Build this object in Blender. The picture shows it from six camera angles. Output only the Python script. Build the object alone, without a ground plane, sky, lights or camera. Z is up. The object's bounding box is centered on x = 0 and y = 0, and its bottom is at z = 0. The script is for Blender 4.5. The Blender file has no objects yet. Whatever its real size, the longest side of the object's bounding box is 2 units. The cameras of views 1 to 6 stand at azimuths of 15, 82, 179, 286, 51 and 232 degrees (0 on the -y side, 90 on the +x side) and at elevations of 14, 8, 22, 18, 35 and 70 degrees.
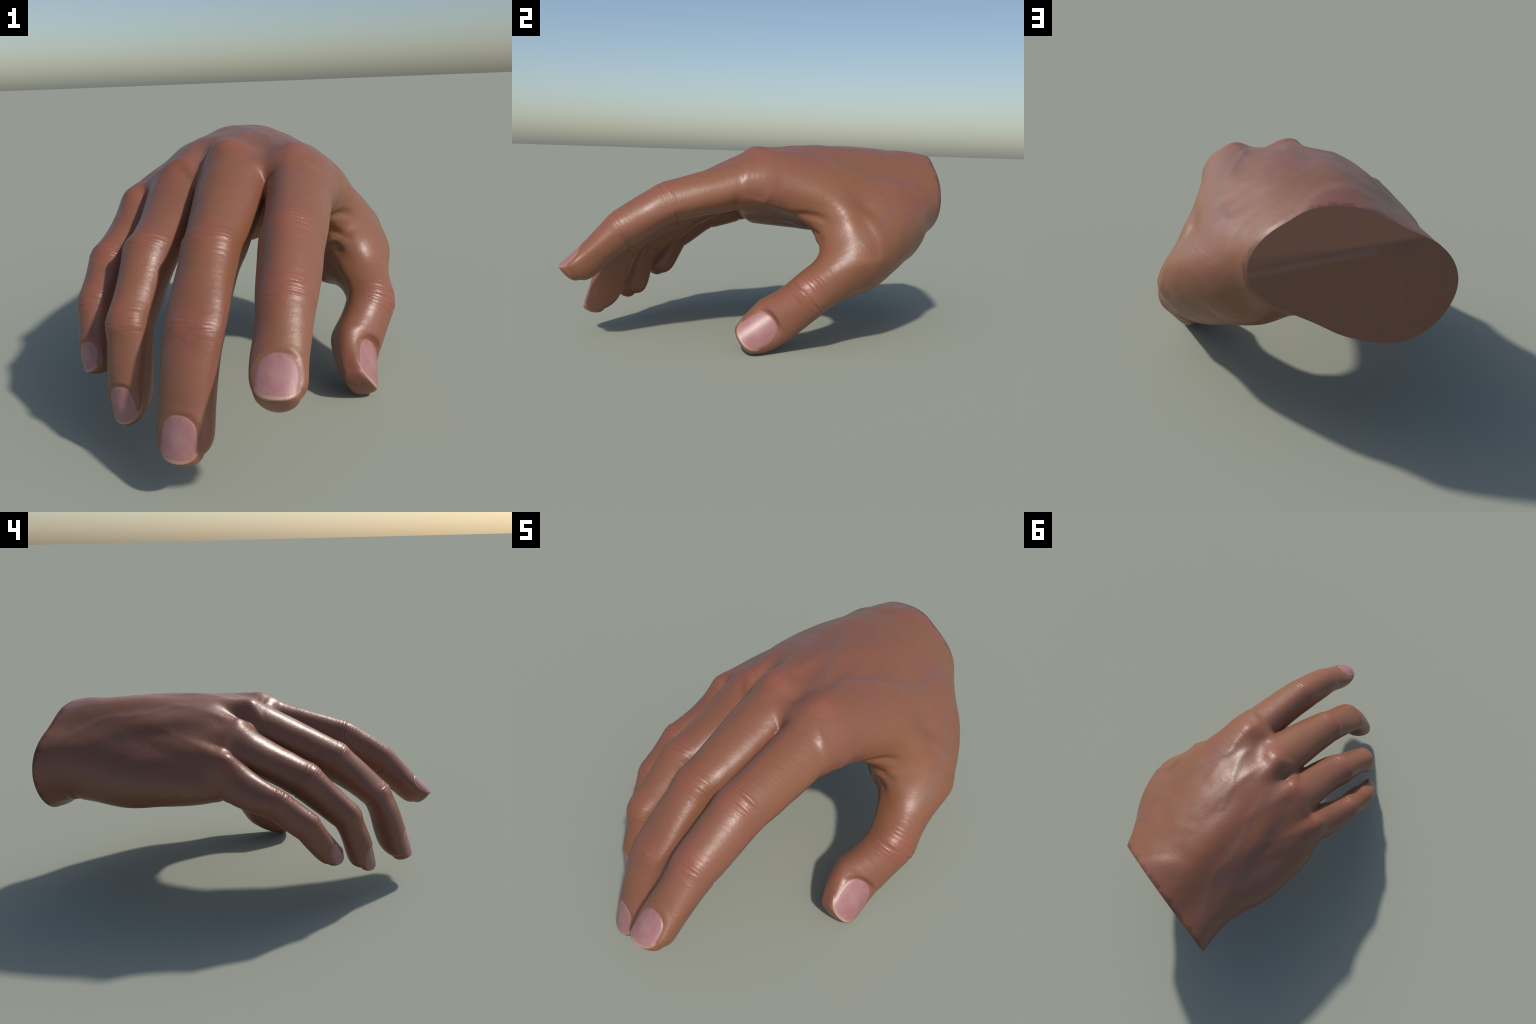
# A human hand cut off flat at the wrist, resting on the tip of its thumb, fingers curled forward.
# The skin is one implicit surface (tubes along the finger bones + a lofted palm, smoothly blended),
# meshed here with surface nets, refined, given relief (creases, tendons, veins, nail beds) and then
# split by region into named parts.  Nails are shells of their own.
import bpy, bmesh, math
import numpy as np

# ------------------------------------------------------------------ measurements
# joints: metacarpal, knuckle, middle joint, end joint, tip (thumb: wrist, root, knuckle, joint, nail root, tip;
# web: the fold of skin between thumb and index);  radii rows: side +, side -, dorsal, palmar at the stations
STATIONS = {5: [0, .5, 1, 1.5, 2, 2.5, 3, 3.35, 3.7, 3.9, 4.0],
            6: [0, .5, 1, 1.5, 2, 2.5, 3, 3.5, 4, 4.6, 5.0],
            3: [0, .5, 1, 1.5, 2]}
DIGITS = dict(
    index=dict(joints=[
        [0.2, 0.42, 0.838],
        [0.237, 0.029, 0.839],
        [0.318, -0.471, 0.703],
        [0.357, -0.719, 0.582],
        [0.382, -0.952, 0.407],
    ], radii=[
        [0.062, 0.101, 0.147, 0.146, 0.123, 0.112, 0.096, 0.088, 0.082, 0.08, 0.068],
        [0.065, 0.099, 0.123, 0.092, 0.094, 0.093, 0.086, 0.082, 0.086, 0.075, 0.066],
        [0.072, 0.11, 0.135, 0.123, 0.122, 0.107, 0.084, 0.064, 0.043, 0.039, 0.039],
        [0.064, 0.096, 0.119, 0.103, 0.076, 0.089, 0.101, 0.101, 0.109, 0.098, 0.08],
    ], side=[0.995, 0.098, -0.014]),
    middle=dict(joints=[
        [-0.004, 0.419, 0.846],
        [0.005, 0.003, 0.881],
        [0.055, -0.481, 0.666],
        [0.07, -0.736, 0.489],
        [0.062, -0.873, 0.15],
    ], radii=[
        [0.058, 0.097, 0.147, 0.142, 0.109, 0.101, 0.098, 0.09, 0.09, 0.084, 0.065],
        [0.059, 0.097, 0.133, 0.115, 0.103, 0.103, 0.099, 0.095, 0.091, 0.083, 0.064],
        [0.064, 0.08, 0.112, 0.102, 0.099, 0.073, 0.044, 0.054, 0.05, 0.048, 0.051],
        [0.06, 0.09, 0.111, 0.111, 0.112, 0.103, 0.106, 0.106, 0.115, 0.086, 0.063],
    ], side=[0.996, -0.076, 0.037]),
    ring=dict(joints=[
        [-0.203, 0.42, 0.84],
        [-0.239, 0.017, 0.815],
        [-0.212, -0.36, 0.617],
        [-0.211, -0.584, 0.429],
        [-0.188, -0.711, 0.181],
    ], radii=[
        [0.056, 0.094, 0.136, 0.131, 0.11, 0.095, 0.092, 0.088, 0.071, 0.06, 0.052],
        [0.057, 0.094, 0.132, 0.099, 0.097, 0.083, 0.071, 0.074, 0.079, 0.068, 0.048],
        [0.067, 0.089, 0.104, 0.088, 0.111, 0.1, 0.09, 0.07, 0.054, 0.033, 0.039],
        [0.057, 0.084, 0.1, 0.089, 0.075, 0.074, 0.059, 0.064, 0.091, 0.078, 0.049],
    ], side=[0.933, -0.282, 0.224]),
    little=dict(joints=[
        [-0.367, 0.418, 0.797],
        [-0.39, 0.028, 0.695],
        [-0.423, -0.258, 0.562],
        [-0.403, -0.422, 0.439],
        [-0.375, -0.563, 0.287],
    ], radii=[
        [0.051, 0.08, 0.104, 0.085, 0.077, 0.082, 0.07, 0.06, 0.058, 0.061, 0.061],
        [0.05, 0.08, 0.114, 0.12, 0.085, 0.082, 0.077, 0.077, 0.066, 0.06, 0.05],
        [0.071, 0.107, 0.126, 0.091, 0.091, 0.087, 0.087, 0.07, 0.051, 0.034, 0.03],
        [0.053, 0.077, 0.089, 0.07, 0.048, 0.044, 0.044, 0.064, 0.086, 0.073, 0.06],
    ], side=[0.861, -0.235, 0.452]),
    thumb=dict(joints=[
        [-0.124, 0.977, 0.777],
        [0.149, 0.732, 0.598],
        [0.389, 0.452, 0.422],
        [0.505, 0.213, 0.292],
        [0.486, 0.069, 0.163],
        [0.493, -0.078, 0.059],
    ], radii=[
        [0.099, 0.132, 0.179, 0.172, 0.156, 0.119, 0.114, 0.112, 0.111, 0.101, 0.078],
        [0.213, 0.224, 0.232, 0.231, 0.178, 0.127, 0.112, 0.114, 0.133, 0.116, 0.095],
        [0.153, 0.192, 0.221, 0.243, 0.203, 0.143, 0.114, 0.099, 0.084, 0.07, 0.097],
        [0.211, 0.223, 0.222, 0.209, 0.144, 0.078, 0.073, 0.084, 0.102, 0.071, 0.03],
    ], side=[0.354, 0.634, -0.69]),
    web=dict(joints=[
        [0.283, 0.062, 0.802],
        [0.351, 0.352, 0.616],
        [0.452, 0.412, 0.411],
    ], radii=[
        [0.123, 0.065, 0.087, 0.094, 0.088],
        [0.068, 0.054, 0.035, 0.03, 0.045],
        [0.03, 0.043, 0.106, 0.06, 0.032],
        [0.057, 0.108, 0.155, 0.134, 0.148],
    ], side=[0.8, -0.5, -0.3]),
)
# palm: loft along y of cross-sections given as radii at equal angles about a centre line
PALM_Y = [-.02, .08, .28, .5, .72, .92, 1.1]
PALM_CX = [-.08, -.09, -.1, -.13, -.17, -.22, -.25]
PALM_CZ = [.76, .76, .75, .74, .73, .72, .72]
PALM_RADII=  [
        [0.449, 0.452, 0.306, 0.186, 0.243, 0.155, 0.201, 0.208, 0.285, 0.377, 0.457, 0.294, 0.114, 0.062, 0.086, 0.145, 0.214, 0.281],
        [0.458, 0.471, 0.347, 0.257, 0.256, 0.221, 0.246, 0.258, 0.316, 0.418, 0.488, 0.313, 0.12, 0.099, 0.123, 0.16, 0.219, 0.294],
        [0.485, 0.469, 0.366, 0.312, 0.28, 0.27, 0.277, 0.308, 0.344, 0.457, 0.5, 0.335, 0.134, 0.132, 0.175, 0.199, 0.218, 0.311],
        [0.507, 0.447, 0.366, 0.322, 0.292, 0.292, 0.29, 0.314, 0.351, 0.443, 0.481, 0.365, 0.161, 0.169, 0.22, 0.233, 0.222, 0.311],
        [0.465, 0.408, 0.351, 0.312, 0.293, 0.289, 0.281, 0.294, 0.345, 0.392, 0.404, 0.337, 0.214, 0.209, 0.238, 0.24, 0.23, 0.311],
        [0.401, 0.376, 0.327, 0.303, 0.284, 0.273, 0.264, 0.281, 0.341, 0.38, 0.378, 0.337, 0.285, 0.25, 0.244, 0.236, 0.242, 0.306],
        [0.339, 0.343, 0.306, 0.293, 0.27, 0.252, 0.245, 0.274, 0.345, 0.399, 0.391, 0.395, 0.36, 0.292, 0.243, 0.227, 0.257, 0.3],
    ]
KNUCKLES = [(.252, -.005, .987), (.014, -.009, .997), (-.223, -.01, .932), (-.447, -.019, .816)]
VALLEYS = [(.135, -.03, .965), (-.105, -.03, .93), (-.335, -.03, .84)]
FINGERS = ['index', 'middle', 'ring', 'little']
K_FINGER, K_THUMB, K_FOLD, K_BETWEEN = .045, .12, .09, .012
CUT_Y = 1.0

# ------------------------------------------------------------------ field
def natural(ts, vals, t):
    """Natural cubic spline through (ts, vals), evaluated at t."""
    ts = np.asarray(ts, float); vals = np.asarray(vals, float); n = len(ts); h = np.diff(ts)
    A = np.eye(n); B = np.zeros((n,) + vals.shape[1:])
    for i in range(1, n - 1):
        A[i, i - 1] = h[i - 1]; A[i, i] = 2 * (h[i - 1] + h[i]); A[i, i + 1] = h[i]
        B[i] = 6 * ((vals[i + 1] - vals[i]) / h[i] - (vals[i] - vals[i - 1]) / h[i - 1])
    M = np.linalg.solve(A, B.reshape(n, -1)).reshape(B.shape)
    t = np.asarray(t, float)
    i = np.clip(np.searchsorted(ts, t) - 1, 0, n - 2)
    sh = (-1,) + (1,) * (vals.ndim - 1)
    a = ((ts[i + 1] - t) / h[i]).reshape(sh); b = ((t - ts[i]) / h[i]).reshape(sh); hh = h[i].reshape(sh)
    return a * vals[i] + b * vals[i + 1] + ((a**3 - a) * M[i] + (b**3 - b) * M[i + 1]) * hh**2 / 6

def spine(P, n, tension=.5):
    P = np.asarray(P, float); m = len(P); T = np.zeros_like(P)
    L = np.linalg.norm(np.diff(P, axis=0), axis=1)
    T[0] = (P[1] - P[0]) / L[0]; T[-1] = (P[-1] - P[-2]) / L[-1]
    for i in range(1, m - 1):
        d = (P[i + 1] - P[i]) / L[i] + (P[i] - P[i - 1]) / L[i - 1]
        T[i] = d / np.linalg.norm(d)
    t = np.linspace(0, m - 1, n); i = np.minimum(t.astype(int), m - 2); u = (t - i)[:, None]
    Li = L[i][:, None] * tension
    S = ((2*u**3 - 3*u**2 + 1) * P[i] + (u**3 - 2*u**2 + u) * T[i] * Li
         + (-2*u**3 + 3*u**2) * P[i + 1] + (u**3 - u**2) * T[i + 1] * Li)
    return t, S

class Tube:
    def __init__(self, joints, radii, side):
        R = np.asarray(radii, float); self.power = (1.9, 1.88) if len(joints) == 5 else (2., 2.)
        self.t, self.S = spine(joints, {5: 61, 6: 76, 3: 25}[len(joints)])
        self.R = np.maximum(natural(STATIONS[len(joints)], R.T, self.t), .01)
        self.side = np.asarray(side, float) / np.linalg.norm(side)
        self.T = np.gradient(self.S, axis=0); self.T /= np.linalg.norm(self.T, axis=1)[:, None]
        self.lo = self.S.min(0) - self.R.max() - .2; self.hi = self.S.max(0) + self.R.max() + .2
    def coords(self, p):
        S, n = self.S, len(self.S); D = np.diff(S, axis=0); L2 = (D**2).sum(1)
        near = np.concatenate([((S**2).sum(1) - 2 * (c @ S.T)).argmin(1) for c in np.array_split(p, len(p) // 100000 + 1)])
        best = np.full(len(p), 1e9); bi = np.zeros(len(p), int); bu = np.zeros(len(p))
        for k in (-1, 0):                                  # the two segments that meet at the nearest sample
            i = np.clip(near + k, 0, n - 2); q = p - S[i]; w = (q * D[i]).sum(1); u = np.clip(w / L2[i], 0, 1)
            e = (q * q).sum(1) - 2 * u * w + u * u * L2[i]
            m = e < best
            best[m] = e[m]; bi[m] = i[m]; bu[m] = u[m]
        u = bu[:, None]
        t = self.T[bi] * (1 - u) + self.T[bi + 1] * u; t /= np.linalg.norm(t, axis=1)[:, None]
        q = p - (S[bi] + u * D[bi]); R = self.R[bi] * (1 - u) + self.R[bi + 1] * u
        s = self.side - (t @ self.side)[:, None] * t; s /= np.linalg.norm(s, axis=1)[:, None]
        d = np.cross(t, s)
        end = (bi == n - 2) & (bu >= 1) | (bi == 0) & (bu <= 0)
        return (self.t[bi] * (1 - bu) + self.t[bi + 1] * bu, (q * s).sum(1), (q * d).sum(1),
                np.where(end, (q * t).sum(1), 0.), R, bi < n // 2)
    def __call__(self, p):
        out = np.full(len(p), .6)
        m = ((p > self.lo) & (p < self.hi)).all(1)
        if m.any():
            t, qs, qd, qt, R, base = self.coords(p[m])
            rs = np.where(qs > 0, R[:, 0], R[:, 1]); rd = np.where(qd > 0, R[:, 2], R[:, 3])
            rt = np.where(base, .08, .04)
            ex = np.where(qd > 0, *self.power)             # fingers are not quite round
            a = np.abs(qs / rs) + 1e-9; b = np.abs(qd / rd) + 1e-9; k2 = (a**ex + b**ex)**(1 / ex)
            g2 = np.hypot((a / k2)**(ex - 1) / rs, (b / k2)**(ex - 1) / rd)
            k0 = np.hypot(k2, qt / rt)
            out[m] = np.minimum((k0 - 1) * k0 / np.hypot(k2 * g2, qt / rt**2), .6)
        return out

class Palm:
    N, M = 121, 193
    def __init__(self):
        y = np.linspace(PALM_Y[0], PALM_Y[-1], self.N); R = np.asarray(PALM_RADII); K = R.shape[1]
        Rw = np.concatenate([R[:, -4:], R, R[:, :5]], 1); tw = np.arange(-4, K + 5) * 2 * np.pi / K
        Rt = natural(tw, Rw.T, np.linspace(0, 2 * np.pi, self.M)).T
        self.cx = natural(PALM_Y, PALM_CX, y); self.cz = natural(PALM_Y, PALM_CZ, y); self.G = natural(PALM_Y, Rt, y)
    def __call__(self, p):
        yy = p[:, 1] + .165 * p[:, 0] * np.clip(1 - p[:, 1], 0, 1.1)
        f = np.clip((yy - PALM_Y[0]) / (PALM_Y[-1] - PALM_Y[0]), 0, 1) * (self.N - 1)
        i = np.minimum(f.astype(int), self.N - 2); u = f - i
        x = p[:, 0] - (self.cx[i] * (1 - u) + self.cx[i + 1] * u)
        z = p[:, 2] - (self.cz[i] * (1 - u) + self.cz[i + 1] * u)
        rho = np.hypot(x, z) + 1e-9; g = np.mod(np.arctan2(z, x), 2 * np.pi) / (2 * np.pi) * (self.M - 1)
        j = np.minimum(g.astype(int), self.M - 2); w = g - j; G = self.G
        r = (G[i, j] * (1 - u) + G[i + 1, j] * u) * (1 - w) + (G[i, j + 1] * (1 - u) + G[i + 1, j + 1] * u) * w
        dr = ((G[i, j + 1] - G[i, j]) * (1 - u) + (G[i + 1, j + 1] - G[i + 1, j]) * u) * (self.M - 1) / (2 * np.pi)
        qt = np.minimum(yy - PALM_Y[0], 0)
        k = np.sqrt((rho / r)**2 + (qt / .10)**2)
        return (k - 1) * r / np.sqrt(1 + (dr / r)**2)

def smin(a, b, k):
    h = np.maximum(k - np.abs(a - b), 0) / k
    return np.minimum(a, b) - h * h * k * .25

TUBES = {n: Tube(**d) for n, d in DIGITS.items()}
PALM = Palm()

def gauss(p, c, s):
    return np.exp(-((p - np.array(c))**2).sum(1) / (2 * s * s))

def field(p):
    pal = smin(smin(PALM(p), TUBES['thumb'](p), K_THUMB), TUBES['web'](p), K_FOLD)
    F = TUBES['index'](p)
    for f in FINGERS[1:]: F = smin(F, TUBES[f](p), K_BETWEEN)
    d = smin(pal, F, K_FINGER)
    for c in KNUCKLES: d = d - .010 * gauss(p, c, .05)
    for c in VALLEYS: d = d + .004 * gauss(p, c, .05)
    return d

def gradient(p, e=.002):
    g = np.stack([field(p + e * a) - field(p - e * a) for a in np.eye(3)], 1) / (2 * e)
    return g / np.maximum(np.linalg.norm(g, axis=1), 1e-6)[:, None], np.linalg.norm(g, axis=1)

# ------------------------------------------------------------------ meshing
def surface_nets(lo, hi, h):
    ax = [np.arange(a, b + h, h) for a, b in zip(lo, hi)]
    X = np.stack(np.meshgrid(*ax, indexing='ij'), -1); sh = X.shape[:3]
    # values only where the surface can be: blocks whose centre lies near it
    B = 6; nb = [-(-n // B) for n in sh]
    cen = np.stack(np.meshgrid(*[ax[k][0] + (np.arange(nb[k]) * B + (B - 1) / 2) * h for k in range(3)], indexing='ij'), -1)
    dc = field(cen.reshape(-1, 3)).reshape(nb)
    big = dc
    for k in range(3): big = np.repeat(big, B, axis=k)
    V = np.sign(big[:sh[0], :sh[1], :sh[2]]); near = np.abs(big[:sh[0], :sh[1], :sh[2]]) < h * B * 1.5
    V[near] = field(X[near])
    ins = V < 0
    cnt = np.zeros(tuple(s - 1 for s in sh)); acc = np.zeros(cnt.shape + (3,))
    for axis in range(3):
        a = [slice(None)] * 3; b = [slice(None)] * 3
        a[axis] = slice(0, -1); b[axis] = slice(1, None); a, b = tuple(a), tuple(b)
        cross = ins[a] != ins[b]
        t = np.where(cross, V[a] / np.where(cross, V[a] - V[b], 1), 0)
        pt = X[a] + (X[b] - X[a]) * t[..., None]
        o = [k for k in range(3) if k != axis]
        for s0 in (0, 1):
            for s1 in (0, 1):
                sl = [slice(None)] * 3
                for k, s in zip(o, (s0, s1)): sl[k] = slice(s, sh[k] - 1 + s)
                c = cross[tuple(sl)]
                cnt += c; acc += pt[tuple(sl)] * c[..., None]
    live = cnt > 0
    idx = np.full(cnt.shape, -1); idx[live] = np.arange(live.sum())
    verts = acc[live] / cnt[live][:, None]
    quads = []
    for axis in range(3):
        o1, o2 = [(1, 2), (2, 0), (0, 1)][axis]
        a = [slice(None)] * 3; b = [slice(None)] * 3
        a[axis] = slice(0, -1); b[axis] = slice(1, None)
        for k in (o1, o2): a[k] = slice(1, -1); b[k] = slice(1, -1)
        A, B = ins[tuple(a)], ins[tuple(b)]
        e = np.argwhere(A != B); flip = A[tuple(e.T)]
        base = e.copy(); base[:, o1] += 1; base[:, o2] += 1
        def cell(d1, d2):
            c = base.copy(); c[:, o1] += d1; c[:, o2] += d2
            return idx[tuple(c.T)]
        q = np.stack([cell(-1, -1), cell(0, -1), cell(0, 0), cell(-1, 0)], 1)
        q[~flip] = q[~flip][:, ::-1]
        quads.append(q)
    return verts, np.concatenate(quads)

def settle(v, n=3):
    for _ in range(n):
        g, L = gradient(v)
        v = v - np.clip(field(v) / np.maximum(L, .3), -.01, .01)[:, None] * g
    return v

def relax(v, q, hold, n=14, soft=None):
    """Taubin smoothing: takes the sharp seams out of the blend without shrinking the shape."""
    a = np.concatenate([q[:, k] for k in range(4)]); b = np.concatenate([q[:, (k + 1) % 4] for k in range(4)])
    a, b = np.concatenate([a, b]), np.concatenate([b, a]); c = np.bincount(a, minlength=len(v))[:, None]
    for k in range(2 * n):
        avg = np.stack([np.bincount(a, v[b, i], len(v)) for i in range(3)], 1) / c
        step_ = (avg - v) * (.55 if k % 2 == 0 else -.565); step_[hold] = 0
        v = v + step_
    if soft is not None:                                   # plain smoothing where asked
        for _ in range(40):
            avg = np.stack([np.bincount(a, v[b, i], len(v)) for i in range(3)], 1) / c
            v = v + (avg - v) * soft[:, None]
    return v

def make_mesh(name, verts, faces):
    me = bpy.data.meshes.new(name)
    me.from_pydata([tuple(x) for x in verts], [], [tuple(f) for f in faces])
    me.update()
    return me

def subdivide(verts, quads):
    """One level of smooth (Catmull-Clark) subdivision through a modifier."""
    ob = bpy.data.objects.new('helper', make_mesh('helper', verts, quads))
    bpy.context.scene.collection.objects.link(ob)
    m = ob.modifiers.new('s', 'SUBSURF'); m.levels = m.render_levels = 1
    ev = ob.evaluated_get(bpy.context.evaluated_depsgraph_get()); me = ev.to_mesh()
    v = np.empty(len(me.vertices) * 3); me.vertices.foreach_get('co', v)
    f = np.empty(len(me.loops), int); me.loops.foreach_get('vertex_index', f)
    ev.to_mesh_clear(); old = ob.data
    bpy.data.objects.remove(ob); bpy.data.meshes.remove(old)
    return v.reshape(-1, 3), f.reshape(-1, 4)

def vertex_normals(v, q):
    n = np.cross(v[q[:, 2]] - v[q[:, 0]], v[q[:, 3]] - v[q[:, 1]])
    out = np.zeros_like(v)
    for k in range(4): np.add.at(out, q[:, k], n)
    return out / np.maximum(np.linalg.norm(out, axis=1), 1e-12)[:, None]

# ------------------------------------------------------------------ smooth value noise for relief
RNG = np.random.default_rng(7)
LATTICE = RNG.random((32, 32, 32))
def noise(p, scale):
    q = p * scale + 100.; i = np.floor(q).astype(int); f = q - i; f = f * f * (3 - 2 * f)
    r = 0
    for a in (0, 1):
        for b in (0, 1):
            for c in (0, 1):
                w = (f[:, 0] if a else 1 - f[:, 0]) * (f[:, 1] if b else 1 - f[:, 1]) * (f[:, 2] if c else 1 - f[:, 2])
                r = r + w * LATTICE[(i[:, 0] + a) % 32, (i[:, 1] + b) % 32, (i[:, 2] + c) % 32]
    return r * 2 - 1

def bell(x, s): return np.exp(-(x / s)**2 / 2)
def step(x, a, b):
    u = np.clip((x - a) / (b - a), 0, 1); return u * u * (3 - 2 * u)

def path_distance(p, pts):
    """Distance from points to a polyline and the fraction along it."""
    pts = natural(np.arange(len(pts)), pts, np.linspace(0, len(pts) - 1, 8 * (len(pts) - 1) + 1))
    best = np.full(len(p), 9.); at = np.zeros(len(p)); n = len(pts) - 1
    for i in range(n):
        d = pts[i + 1] - pts[i]; q = p - pts[i]; u = np.clip(q @ d / (d @ d), 0, 1)
        e = np.linalg.norm(q - u[:, None] * d, axis=1); m = e < best
        best[m] = e[m]; at[m] = (i + u[m]) / n
    return best, at

# ------------------------------------------------------------------ nails
# centre on the skin, half width, half length, crosswise and lengthwise curvature
NAILS = dict(
    index=((.382, -.939, .448), .070, .074, 5.5, .8),
    middle=((.062, -.887, .205), .068, .076, 5.5, .8),
    ring=((-.196, -.723, .218), .060, .068, 6.0, .9),
    little=((-.387, -.571, .312), .049, .058, 7.0, 1.0),
    thumb=((.553, -.036, .131), .091, .104, 3.4, .5),
)
class NailFrame:
    def __init__(self, name):
        c, self.w, self.l, self.kx, self.ky = NAILS[name]
        tb = TUBES[name]; axis = tb.S[-1] - tb.S[-15]; axis /= np.linalg.norm(axis)
        c = settle(np.array([c]), 6)[0]
        s = tb.side - (tb.side @ axis) * axis; s /= np.linalg.norm(s)
        # tilt along the nail from the skin below it, then a least-squares arch over the nail bed
        ring = settle(np.array([c + axis * u for u in (-.9 * self.l, -.5 * self.l, 0, .2 * self.l)]), 6)
        t = ring[-1] - ring[0]; t -= (t @ s) * s; self.t = t / np.linalg.norm(t)
        self.s = s; self.n = np.cross(self.t, self.s); self.c = c
        x, y = [a.ravel() for a in np.meshgrid(np.linspace(-.75, .75, 9) * self.w, np.linspace(-1, .3, 9) * self.l)]
        lo, hi = np.full(x.shape, -.07), np.full(x.shape, .04)
        for _ in range(16):
            mid = (lo + hi) / 2; inside = field(self.world(x, y, mid)) < 0
            lo = np.where(inside, mid, lo); hi = np.where(inside, hi, mid)
        ok = (lo > -.06) & (hi < .035)
        A = np.stack([x * 0 + 1, x, y, -x * x, -y * y], 1)[ok]; z = lo[ok]
        k = np.linalg.lstsq(np.concatenate([A, np.diag([0, .004, .05, .004, .004])]),
                            np.concatenate([z, [0, 0, 0, .004 * self.kx, .004 * self.ky]]), rcond=None)[0]
        k[0] += .007 if name == 'thumb' else .001
        self.k = k; self.k[3] = max(k[3], 2.); self.k[4] = np.clip(k[4], .2, 2.)
    def local(self, p):
        q = p - self.c
        return q @ self.s, q @ self.t, q @ self.n
    def plate(self, x, y):
        k = self.k
        return .002 + k[0] + k[1] * x + k[2] * y - k[3] * x * x - k[4] * y * y
    def outline(self, x, y):
        """< 1 inside the nail plate: squarish, rounder towards the cuticle."""
        e = np.where(y < 0, 2.4, 2.6)
        return (np.abs(x / self.w)**e + np.abs(y / self.l)**e)**(1 / e)
    def world(self, x, y, z):
        return self.c + x[..., None] * self.s + y[..., None] * self.t + z[..., None] * self.n

# ------------------------------------------------------------------ relief
TENDONS = [
    [(.252, .01, .985), (.18, .25, .99), (.09, .5, .99), (-.02, .8, 1.0)],
    [(.014, .01, .99), (-.01, .3, 1.02), (-.06, .6, 1.02), (-.12, .9, 1.01)],
    [(-.223, .01, .93), (-.2, .3, .98), (-.19, .6, .99), (-.19, .9, 1.0)],
    [(-.447, 0, .81), (-.38, .3, .89), (-.31, .6, .94), (-.26, .9, .97)],
]
VEINS = [
    [(-.506, .917, .863), (-.436, .824, .896), (-.367, .731, .935), (-.312, .541, .975), (-.24, .376, .995),
     (-.18, .26, 1.003), (-.148, .136, .991), (-.142, .007, .936)],
    [(.181, .12, .991), (.23, .3, .965), (.275, .44, .915), (.29, .60, .858), (.22, .81, .845)],
    [(-.09, .46, 1.03), (-.02, .34, 1.027), (.059, .235, 1.018), (.11, .16, 1.0), (.135, .03, .965)],
]
WEB_FOLDS = [
    ([(.35, .10, .67), (.39, .218, .68), (.447, .329, .647)], .0075, .015),
    ([(.33, .15, .63), (.378, .273, .58), (.45, .301, .551)], .0075, .015),
    ([(.33, .22, .57), (.39, .30, .50), (.44, .27, .43)], .006, .013),
]
KNOB = dict(index=.004, middle=.009, ring=.008, little=.005, thumb=.006)     # bony rise over each joint
def relief(p, nrm):
    d = np.zeros(len(p))
    up = step(nrm[:, 2], .1, .6)
    for path in TENDONS:
        e, u = path_distance(p, path)
        d += .0036 * bell(e, .020) * up * step(u, 0, .1) * step(1 - u, .25, .8)
    for path in VEINS:
        e, u = path_distance(p + .012 * noise(p, 9.)[:, None], path)
        d += .0024 * bell(e, .018) * up * step(u, 0, .08) * step(1 - u, 0, .15)
    for name in FINGERS + ['thumb']:
        tb = TUBES[name]; m = np.where(((p > tb.lo) & (p < tb.hi)).all(1) & (tb(p) < .05))[0]
        if not len(m): continue
        q = p[m]; t, qs, qd, qt, R, _ = tb.coords(q)
        ang = np.arctan2(qs, qd)                       # 0 = dorsal
        dors = step(np.cos(ang), .1, .75); pal = step(-np.cos(ang), -.1, .6)
        L = np.linalg.norm(np.diff(np.asarray(DIGITS[name]['joints']), axis=0), axis=1)
        arc = np.interp(t, np.arange(len(L) + 1), np.concatenate([[0], np.cumsum(L)]))
        warp = arc + .006 * noise(q, 14.) + .012 * (1 - np.cos(ang))
        lines = noise(np.stack([warp / .0085, ang * 1.6, qt * 0 + t], 1), 1.) + .6 * noise(np.stack([warp / .0048, ang * 2.2, qt * 0], 1), 1.)
        r = np.zeros(len(m))
        joints = ((2, L[:2].sum(), 1.0), (3, L[:3].sum(), .8)) if name != 'thumb' else ((3, L[:3].sum(), 1.3),)
        for j, a0, amp in joints:
            near = bell(arc - a0, .040)
            r += amp * dors * near * .0015 * lines + KNOB[name] * dors * bell(arc - a0, .036)
            r -= amp * dors * (.0016 * bell(warp - a0 + .004, .004) + .0012 * bell(warp - a0 - .016, .004))
            if name != 'thumb':
                r -= pal * (.005 * bell(warp - a0 - .004, .006) + .002 * bell(warp - a0 + .018, .005))
        if name != 'thumb':
            r -= pal * .004 * bell(arc - L[0] - .42 * L[1], .008)
        r += .0002 * dors * lines * (1 if name != 'thumb' else step(t, 2.3, 2.8))
        d[m] += r
    # skin folds of the web between thumb and index finger
    for path, depth, width in WEB_FOLDS:
        e, u = path_distance(p + .003 * noise(p, 6.)[:, None], path)
        ends = step(u, 0, .25) * step(1 - u, 0, .25)
        d += depth * ends * (.2 * bell(e - 2.1 * width, width) - bell(e, width))
    # creases across the inside of the wrist
    under = step(-nrm[:, 2], .3, .7)
    d -= .004 * under * bell(p[:, 1] - .80 - .03 * noise(p, 4.), .016) + .002 * under * bell(p[:, 1] - .87 - .02 * noise(p, 5.), .010)
    e, u = path_distance(p, [(-.60, .77, .66), (-.5, .82, .545), (-.38, .87, .49), (-.22, .9, .47)])
    d -= .022 * bell(e, .030) * step(u, .3, .6) * step(1 - u, 0, .4)
    for c in KNUCKLES: d += .004 * gauss(p, c, .035)
    for c in VALLEYS: d -= .002 * gauss(p, c, .04)
    # gentle unevenness
    d += .0015 + .0018 * noise(p, 7.) + .0011 * noise(p, 17.)
    return d

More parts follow.
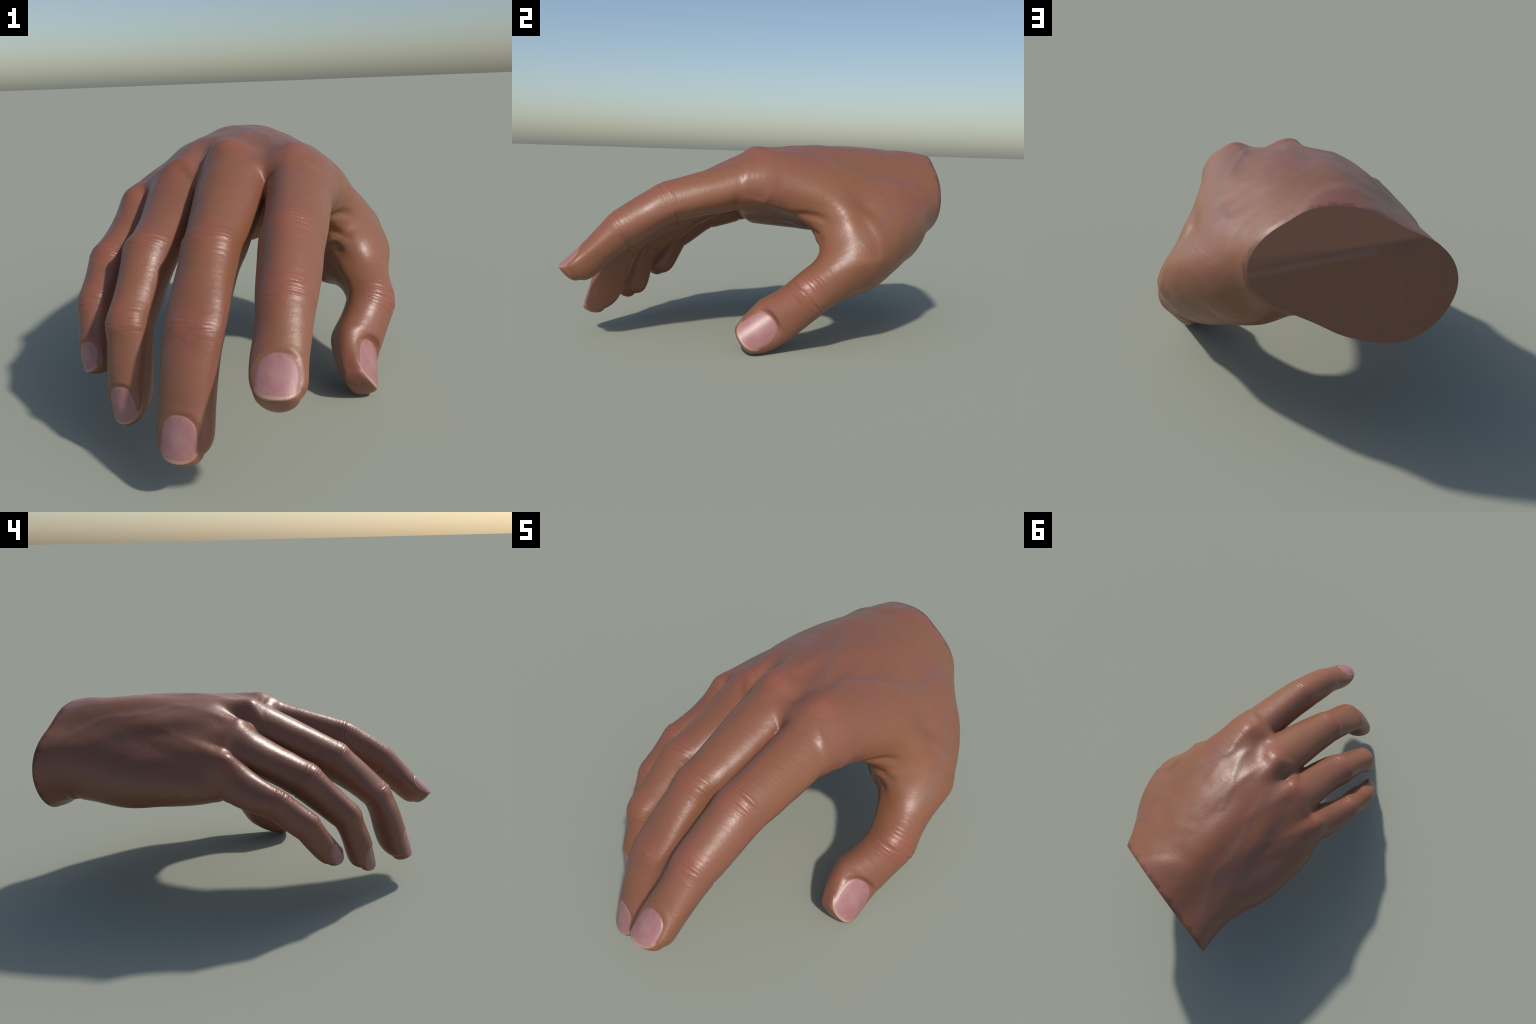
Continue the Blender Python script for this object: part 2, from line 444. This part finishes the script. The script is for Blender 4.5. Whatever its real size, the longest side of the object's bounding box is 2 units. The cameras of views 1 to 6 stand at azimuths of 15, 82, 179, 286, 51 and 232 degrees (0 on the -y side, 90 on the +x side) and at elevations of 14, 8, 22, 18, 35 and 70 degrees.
def nail_bed(p, frames):
    """Ease the skin just below each nail plate and raise a soft fold around it."""
    nn = np.zeros_like(p)
    for name, fr in frames.items():
        x, y, z = fr.local(p)
        m = np.where((np.abs(x) < fr.w * 1.7) & (np.abs(y) < fr.l * 1.6) & (z > -.09) & (z < .05))[0]
        o = fr.outline(x[m], y[m]); h = fr.plate(x[m], y[m]) - .0035
        inside = 1 - step(o, .84, 1.22 - .15 * step(-y[m] / fr.l, .3, .8))
        push = (h - z[m]) * inside * step(z[m] - h, -.04, -.015)
        open_end = step(y[m] / fr.l, .45, .8)
        fold = .0014 * bell(o - 1.12, .10) * (1 - open_end) * step(z[m] - h, -.03, -.012)
        nn[m] += (push + fold)[:, None] * fr.n
    return nn

# ------------------------------------------------------------------ node helpers
class Nodes:
    def __init__(self, name):
        self.mat = bpy.data.materials.new(name); self.mat.use_nodes = True
        self.tree = self.mat.node_tree; self.tree.nodes.clear()
        self.out = self.add('ShaderNodeOutputMaterial')
        self.co = self.add('ShaderNodeTexCoord').outputs['Object']
    def add(self, kind, **kw):
        n = self.tree.nodes.new(kind)
        for k, v in kw.items(): setattr(n, k, v)
        return n
    def put(self, sock, v):
        if isinstance(v, bpy.types.NodeSocket): self.tree.links.new(v, sock)
        elif v is not None:
            if sock.type == 'RGBA' and len(v) == 3: v = (*v, 1)
            sock.default_value = v
    def math(self, op, a, b=None, c=None, clamp=False):
        n = self.add('ShaderNodeMath', operation=op, use_clamp=clamp)
        for s, v in zip(n.inputs, (a, b, c)): self.put(s, v)
        return n.outputs[0]
    def vmath(self, op, a, b=None, scale=None):
        n = self.add('ShaderNodeVectorMath', operation=op)
        self.put(n.inputs[0], a); self.put(n.inputs[1], b)
        if scale is not None: self.put(n.inputs['Scale'], scale)
        return n.outputs['Value' if op in ('DOT_PRODUCT', 'DISTANCE', 'LENGTH') else 'Vector']
    def mix(self, f, a, b, blend='MIX'):
        n = self.add('ShaderNodeMix', data_type='RGBA', blend_type=blend)
        self.put(n.inputs[0], f); self.put(n.inputs[6], a); self.put(n.inputs[7], b)
        return n.outputs[2]
    def ramp(self, v, a, b, lo=0., hi=1.):
        n = self.add('ShaderNodeMapRange', interpolation_type='SMOOTHSTEP')
        for s, x in zip(n.inputs, (v, a, b, lo, hi)): self.put(s, x)
        return n.outputs[0]
    def noise(self, scale, detail=2., rough=.5, co=None, distortion=0.):
        n = self.add('ShaderNodeTexNoise')
        self.put(n.inputs['Vector'], co or self.co); self.put(n.inputs['Scale'], scale)
        self.put(n.inputs['Detail'], detail); self.put(n.inputs['Roughness'], rough); self.put(n.inputs['Distortion'], distortion)
        return n.outputs['Fac'], n.outputs['Color']
    def voronoi(self, scale, feature='F1', co=None):
        n = self.add('ShaderNodeTexVoronoi', feature=feature)
        self.put(n.inputs['Vector'], co or self.co); self.put(n.inputs['Scale'], scale)
        return n
    def bump(self, h, strength, dist, normal=None):
        n = self.add('ShaderNodeBump'); self.put(n.inputs['Height'], h)
        self.put(n.inputs['Strength'], strength); self.put(n.inputs['Distance'], dist); self.put(n.inputs['Normal'], normal)
        return n.outputs[0]
    def segment(self, co, a, b):
        """Distance to the segment a-b."""
        a, b = np.array(a, float), np.array(b, float); d = b - a
        q = self.vmath('SUBTRACT', co, tuple(a))
        u = self.math('MULTIPLY', self.vmath('DOT_PRODUCT', q, tuple(d)), float(1 / (d @ d)), clamp=True)
        n = self.add('ShaderNodeVectorMath', operation='SCALE'); n.inputs[0].default_value = tuple(d); self.put(n.inputs['Scale'], u)
        return self.vmath('LENGTH', self.vmath('SUBTRACT', q, n.outputs[0]))
    def finish(self, **kw):
        b = self.add('ShaderNodeBsdfPrincipled')
        for k, v in kw.items(): self.put(b.inputs[k.replace('_', ' ')], v)
        self.tree.links.new(b.outputs[0], self.out.inputs[0])
        return self.mat

def skin_material():
    g = Nodes('skin')
    big, bigc = g.noise(3.2, 3, .55); mid, _ = g.noise(11, 4, .6); fine, _ = g.noise(60, 3, .6)
    wob = g.vmath('ADD', g.co, g.vmath('SCALE', g.vmath('SUBTRACT', bigc, (.5, .5, .5)), scale=.06))
    c = g.mix(g.ramp(big, .35, .65), TAN, ROSE)
    c = g.mix(g.ramp(mid, .3, .75, 0, .45), c, OLIVE)
    # rosy flush over the joints
    for centre, size, amount in FLUSH:
        m = g.ramp(g.vmath('DISTANCE', wob, centre), size, size * .2, 0, amount)
        c = g.mix(m, c, RED)
    # bluish veins shining through the back of the hand
    d = None
    for path in VEINS + FAINT_VEINS:
        for a, b in zip(path[:-1], path[1:]):
            e = g.segment(wob, a, b); d = e if d is None else g.math('MINIMUM', d, e)
    c = g.mix(g.ramp(d, .045, .0, 0, .36), c, BLUE)
    # mottling, freckles
    c = g.mix(g.ramp(fine, .3, .7, 0, .16), c, DARK)
    f = g.voronoi(14); spot = g.ramp(f.outputs['Distance'], .10, .04)
    keep = g.add('ShaderNodeSeparateColor'); g.put(keep.inputs[0], f.outputs['Color'])
    c = g.mix(g.math('MULTIPLY', spot, g.ramp(keep.outputs[0], .88, .93, 0, .55)), c, FRECKLE)
    sep = g.add('ShaderNodeSeparateXYZ'); g.put(sep.inputs[0], g.co)
    jag, _ = g.noise(1, 3, .7, co=g.vmath('MULTIPLY', g.co, (22, 3, 10)))
    torn = g.ramp(g.math('ADD', sep.outputs[1], g.math('MULTIPLY', jag, .09)), 1.018, 1.038, 0, .7)
    c = g.mix(torn, c, (.110, .046, .030))
    # fine skin lines: cells plus grain
    cells = g.voronoi(85, 'DISTANCE_TO_EDGE', wob).outputs['Distance']
    n1 = g.bump(g.ramp(cells, 0, .12), .06, .003)
    n2 = g.bump(fine, .16, .004, n1)
    n3 = g.bump(mid, .10, .012, n2)
    rough = g.ramp(mid, .3, .7, .36, .45)
    return g.finish(Base_Color=c, Roughness=rough, Specular_IOR_Level=.5, Normal=n3)

def nail_material():
    g = Nodes('nail')
    sep = g.add('ShaderNodeSeparateXYZ'); g.put(sep.inputs[0], g.co); x, y = sep.outputs[0], sep.outputs[1]
    n, _ = g.noise(2.6, 4, .6)
    c = g.mix(g.ramp(n, .3, .7), (.360, .175, .168), (.325, .140, .140))
    r = g.vmath('LENGTH', g.vmath('MULTIPLY', g.co, (1, .9, 0)))
    c = g.mix(g.ramp(r, .55, .1, 0, .45), c, (.385, .220, .215))                   # paler bed
    edge = g.math('ADD', y, g.math('MULTIPLY', g.math('MULTIPLY', x, x), .30))
    c = g.mix(g.ramp(edge, .82, .96, 0, .8), c, (.50, .33, .255))               # free edge
    c = g.mix(g.ramp(r, .78, 1.0, 0, .8), c, (.36, .185, .130))                  # cuticle rim
    lines, _ = g.noise(1, 3, .6, co=g.vmath('MULTIPLY', g.co, (16, .8, 1)))
    return g.finish(Base_Color=c, Roughness=.38, Specular_IOR_Level=.5, Normal=g.bump(lines, .08, .004))

def cut_material():
    g = Nodes('cut_skin')
    st = g.vmath('MULTIPLY', g.co, (14, 1, 2.2)); a, ac = g.noise(1.2, 4, .6, co=st, distortion=.6); b, _ = g.noise(4, 3, .5)
    c = g.mix(g.ramp(a, .35, .7), (.235, .100, .060), (.205, .096, .062))
    c = g.mix(g.ramp(b, .4, .7, 0, .5), c, (.250, .092, .060))
    sx = g.add('ShaderNodeSeparateXYZ'); g.put(sx.inputs[0], g.co)
    band = g.math('ADD', sx.outputs[2], g.math('MULTIPLY', sx.outputs[0], .20))
    c = g.mix(g.ramp(band, .775, .80, 0, .6), c, (.40, .172, .112))
    # pale streak running across the cut face
    e = g.segment(g.vmath('ADD', g.co, g.vmath('SCALE', ac, scale=.01)), (.16, 1, .73), (-.30, 1, .83))
    c = g.mix(g.ramp(e, .022, .006, 0, .45), c, (.31, .16, .14))
    e = g.segment(g.co, (.16, 1, .775), (-.5, 1, .855))
    c = g.mix(g.ramp(e, .03, .008, 0, .35), c, (.17, .085, .07))
    return g.finish(Base_Color=c, Roughness=.45, Specular_IOR_Level=.5, Normal=g.bump(a, .1, .01))

TAN, ROSE, OLIVE = (.255, .103, .054), (.258, .097, .064), (.222, .096, .047)
RED, BLUE, DARK, FRECKLE = (.310, .088, .058), (.185, .112, .100), (.190, .074, .042), (.100, .038, .022)
FLUSH = [(c, .13, .42) for c in KNUCKLES]
for _n in FINGERS:
    _j = np.array(DIGITS[_n]['joints'])
    for _k, _amt in ((2, .42), (3, .38)):
        _s = TUBES[_n]; _i = int(round(_k / 4 * (len(_s.S) - 1)))
        _d = np.cross(_s.T[_i], _s.side); FLUSH.append((tuple(_j[_k] + .08 * _d), .12, _amt))
    FLUSH.append((tuple(_j[4]), .10, .35))
FLUSH.append((tuple(np.array(DIGITS['thumb']['joints'][3]) + np.array((.09, -.03, .05))), .13, .4))
FAINT_VEINS = [
    [(.398, .649, .725), (.485, .578, .642), (.525, .485, .592), (.546, .432, .558), (.557, .371, .496)],
    [(-.367, .731, .935), (-.44, .6, .89), (-.50, .42, .84)],
]

# ------------------------------------------------------------------ build the skin
frames = {n: NailFrame(n) for n in NAILS}
H = .0125
verts, quads = surface_nets((-.70, -1.05, -.06), (.72, CUT_Y + 3 * H - .001, 1.09), H)
used = np.unique(quads); verts = settle(verts, 3)
keep = (verts[quads][:, :, 1] < CUT_Y - .15 * H).any(1); quads = quads[keep]
def compact(v, q):
    used = np.unique(q); re = np.full(len(v), -1); re[used] = np.arange(len(used))
    return v[used], re[q]
verts, quads = compact(verts, quads)
def snap(v):
    m = v[:, 1] >= CUT_Y - .15 * H
    v[m, 1] = CUT_Y
    g, L = gradient(v[m]); g[:, 1] = 0
    v[m] -= field(v[m])[:, None] * g
    v[m, 1] = CUT_Y
    return v
verts = snap(verts)
verts, quads = subdivide(verts, quads)
rim = verts[:, 1] > CUT_Y - 1e-5
verts = settle(verts, 2); verts[rim, 1] = CUT_Y
verts[:, 1] = np.minimum(verts[:, 1], CUT_Y)
verts = relax(verts, quads, verts[:, 1] > CUT_Y - .02, soft=.9 * np.minimum(1, 1.4 * gauss(verts, (.44, .40, .67), .07)))
verts, quads = subdivide(verts, quads)
rim = verts[:, 1] > CUT_Y - 1e-5
nrm = vertex_normals(verts, quads)
verts = verts + nail_bed(verts, frames)
move = relief(verts, nrm)[:, None] * nrm
move[rim] = 0
verts = verts + move * step(CUT_Y - verts[:, 1], 0, .03)[:, None]
verts[:, 1] = np.minimum(verts[:, 1], CUT_Y)
low = verts[:, 2] < .008
verts[low, 2] = .008 - .006 * np.tanh((.008 - verts[low, 2]) / .006)   # the thumb pad, flattened where it rests
normals = vertex_normals(verts, quads)

# ------------------------------------------------------------------ split it into parts
centre = verts[quads].mean(1)
label = np.zeros(len(quads), int)                                  # 0 palm
label[centre[:, 1] > .84] = 1                                      # 1 wrist
best = np.full(len(quads), .06)
for k, n in enumerate(FINGERS + ['thumb']):
    tb = TUBES[n]; m = np.where(((centre > tb.lo) & (centre < tb.hi)).all(1))[0]
    d = tb(centre[m]); t = tb.coords(centre[m])[0]
    ok = (d < best[m]) & (t > (1.43 if n != 'thumb' else 2.0))
    label[m[ok]] = 2 + k; best[m[ok]] = d[ok]

root = bpy.data.objects.new('human_hand', None)
bpy.context.scene.collection.objects.link(root)
root['label'] = 'brown-skinned human hand cut at the wrist, standing on its thumb'
root['category'] = 'hand'
SKIN, NAIL, CUT = skin_material(), nail_material(), cut_material()

def add_object(name, me, mat, parent):
    ob = bpy.data.objects.new(name, me); me.materials.append(mat)
    bpy.context.scene.collection.objects.link(ob); ob.parent = parent
    return ob

digit_objects = {}
for k, name in enumerate(['palm', 'wrist', 'finger', 'finger', 'finger', 'finger', 'thumb']):
    q = quads[label == k]
    used = np.unique(q); re = np.full(len(verts), -1); re[used] = np.arange(len(used))
    me = make_mesh(name, verts[used], re[q])
    me.shade_smooth()
    me.normals_split_custom_set_from_vertices([tuple(x) for x in normals[used]])
    ob = add_object(name, me, SKIN, root)
    if k >= 2: digit_objects[(FINGERS + ['thumb'])[k - 2]] = ob

# flat cut face at the wrist
e = np.sort(np.concatenate([quads[:, [i, (i + 1) % 4]] for i in range(4)]), 1)
e, c = np.unique(e, axis=0, return_counts=True); e = e[c == 1]
nxt = {}
for a, b in e: nxt.setdefault(a, []).append(b); nxt.setdefault(b, []).append(a)
loop = [e[0][0]]; prev = None
while True:
    n = [x for x in nxt[loop[-1]] if x != prev]
    prev = loop[-1]
    if not n or n[0] == loop[0]: break
    loop.append(n[0])
    if len(loop) > len(e): break
rim_pts = verts[loop]; mid = rim_pts.mean(0); rings = 14; n = len(loop)
cv = np.concatenate([mid + (rim_pts - mid) * (1 - r / rings) for r in range(rings)] + [mid[None]])
cf = [(r * n + i, r * n + (i + 1) % n, (r + 1) * n + (i + 1) % n, (r + 1) * n + i) for r in range(rings - 1) for i in range(n)]
cf += [((rings - 1) * n + i, (rings - 1) * n + (i + 1) % n, rings * n) for i in range(n)]
me = make_mesh('wrist_cut', cv, cf)
bm = bmesh.new(); bm.from_mesh(me); bmesh.ops.recalc_face_normals(bm, faces=bm.faces)
if sum(f.normal.y * f.calc_area() for f in bm.faces) < 0: bmesh.ops.reverse_faces(bm, faces=bm.faces)
bm.to_mesh(me); bm.free()
add_object('wrist_cut', me, CUT, root)

# ------------------------------------------------------------------ nails
from mathutils import Matrix
def nail_mesh(fr, rings=18, seg=72):
    th = np.arange(seg) * 2 * np.pi / seg; X, Y, Z = [], [], []
    def ring(r, z):
        x, y = np.cos(th), np.sin(th); k = fr.outline(x * fr.w, y * fr.l)
        x, y = x * fr.w / k * r, y * fr.l / k * r
        X.append(x); Y.append(y); Z.append(fr.plate(x, y) + z - .005 * step(np.full_like(x, r), .80, 1.0) * step(-y / fr.l, -.70, -.3))
    for r in np.linspace(.03, .97, rings): ring(r, 0.)
    ring(.992, -.0012); ring(1.0, -.0035); ring(1.0, -.009)
    for r in np.linspace(.97, .03, 6): ring(r, -.011)
    x, y, z = np.concatenate(X), np.concatenate(Y), np.concatenate(Z); m = len(X)
    f = [(a * seg + i, (a + 1) * seg + i, (a + 1) * seg + (i + 1) % seg, a * seg + (i + 1) % seg) for a in range(m - 1) for i in range(seg)]
    f += [tuple(range(seg)), tuple((m - 1) * seg + i for i in reversed(range(seg)))]
    me = make_mesh('fingernail', np.stack([x / fr.w, y / fr.l, z / fr.w], 1), f)
    me.shade_smooth()
    return me
for n, fr in frames.items():
    ob = add_object('fingernail', nail_mesh(fr), NAIL, digit_objects[n])
    R = np.eye(4); R[:3, 0] = fr.s * fr.w; R[:3, 1] = fr.t * fr.l; R[:3, 2] = fr.n * fr.w; R[:3, 3] = fr.c
    ob.matrix_world = Matrix(R.tolist())
bpy.context.view_layer.update()
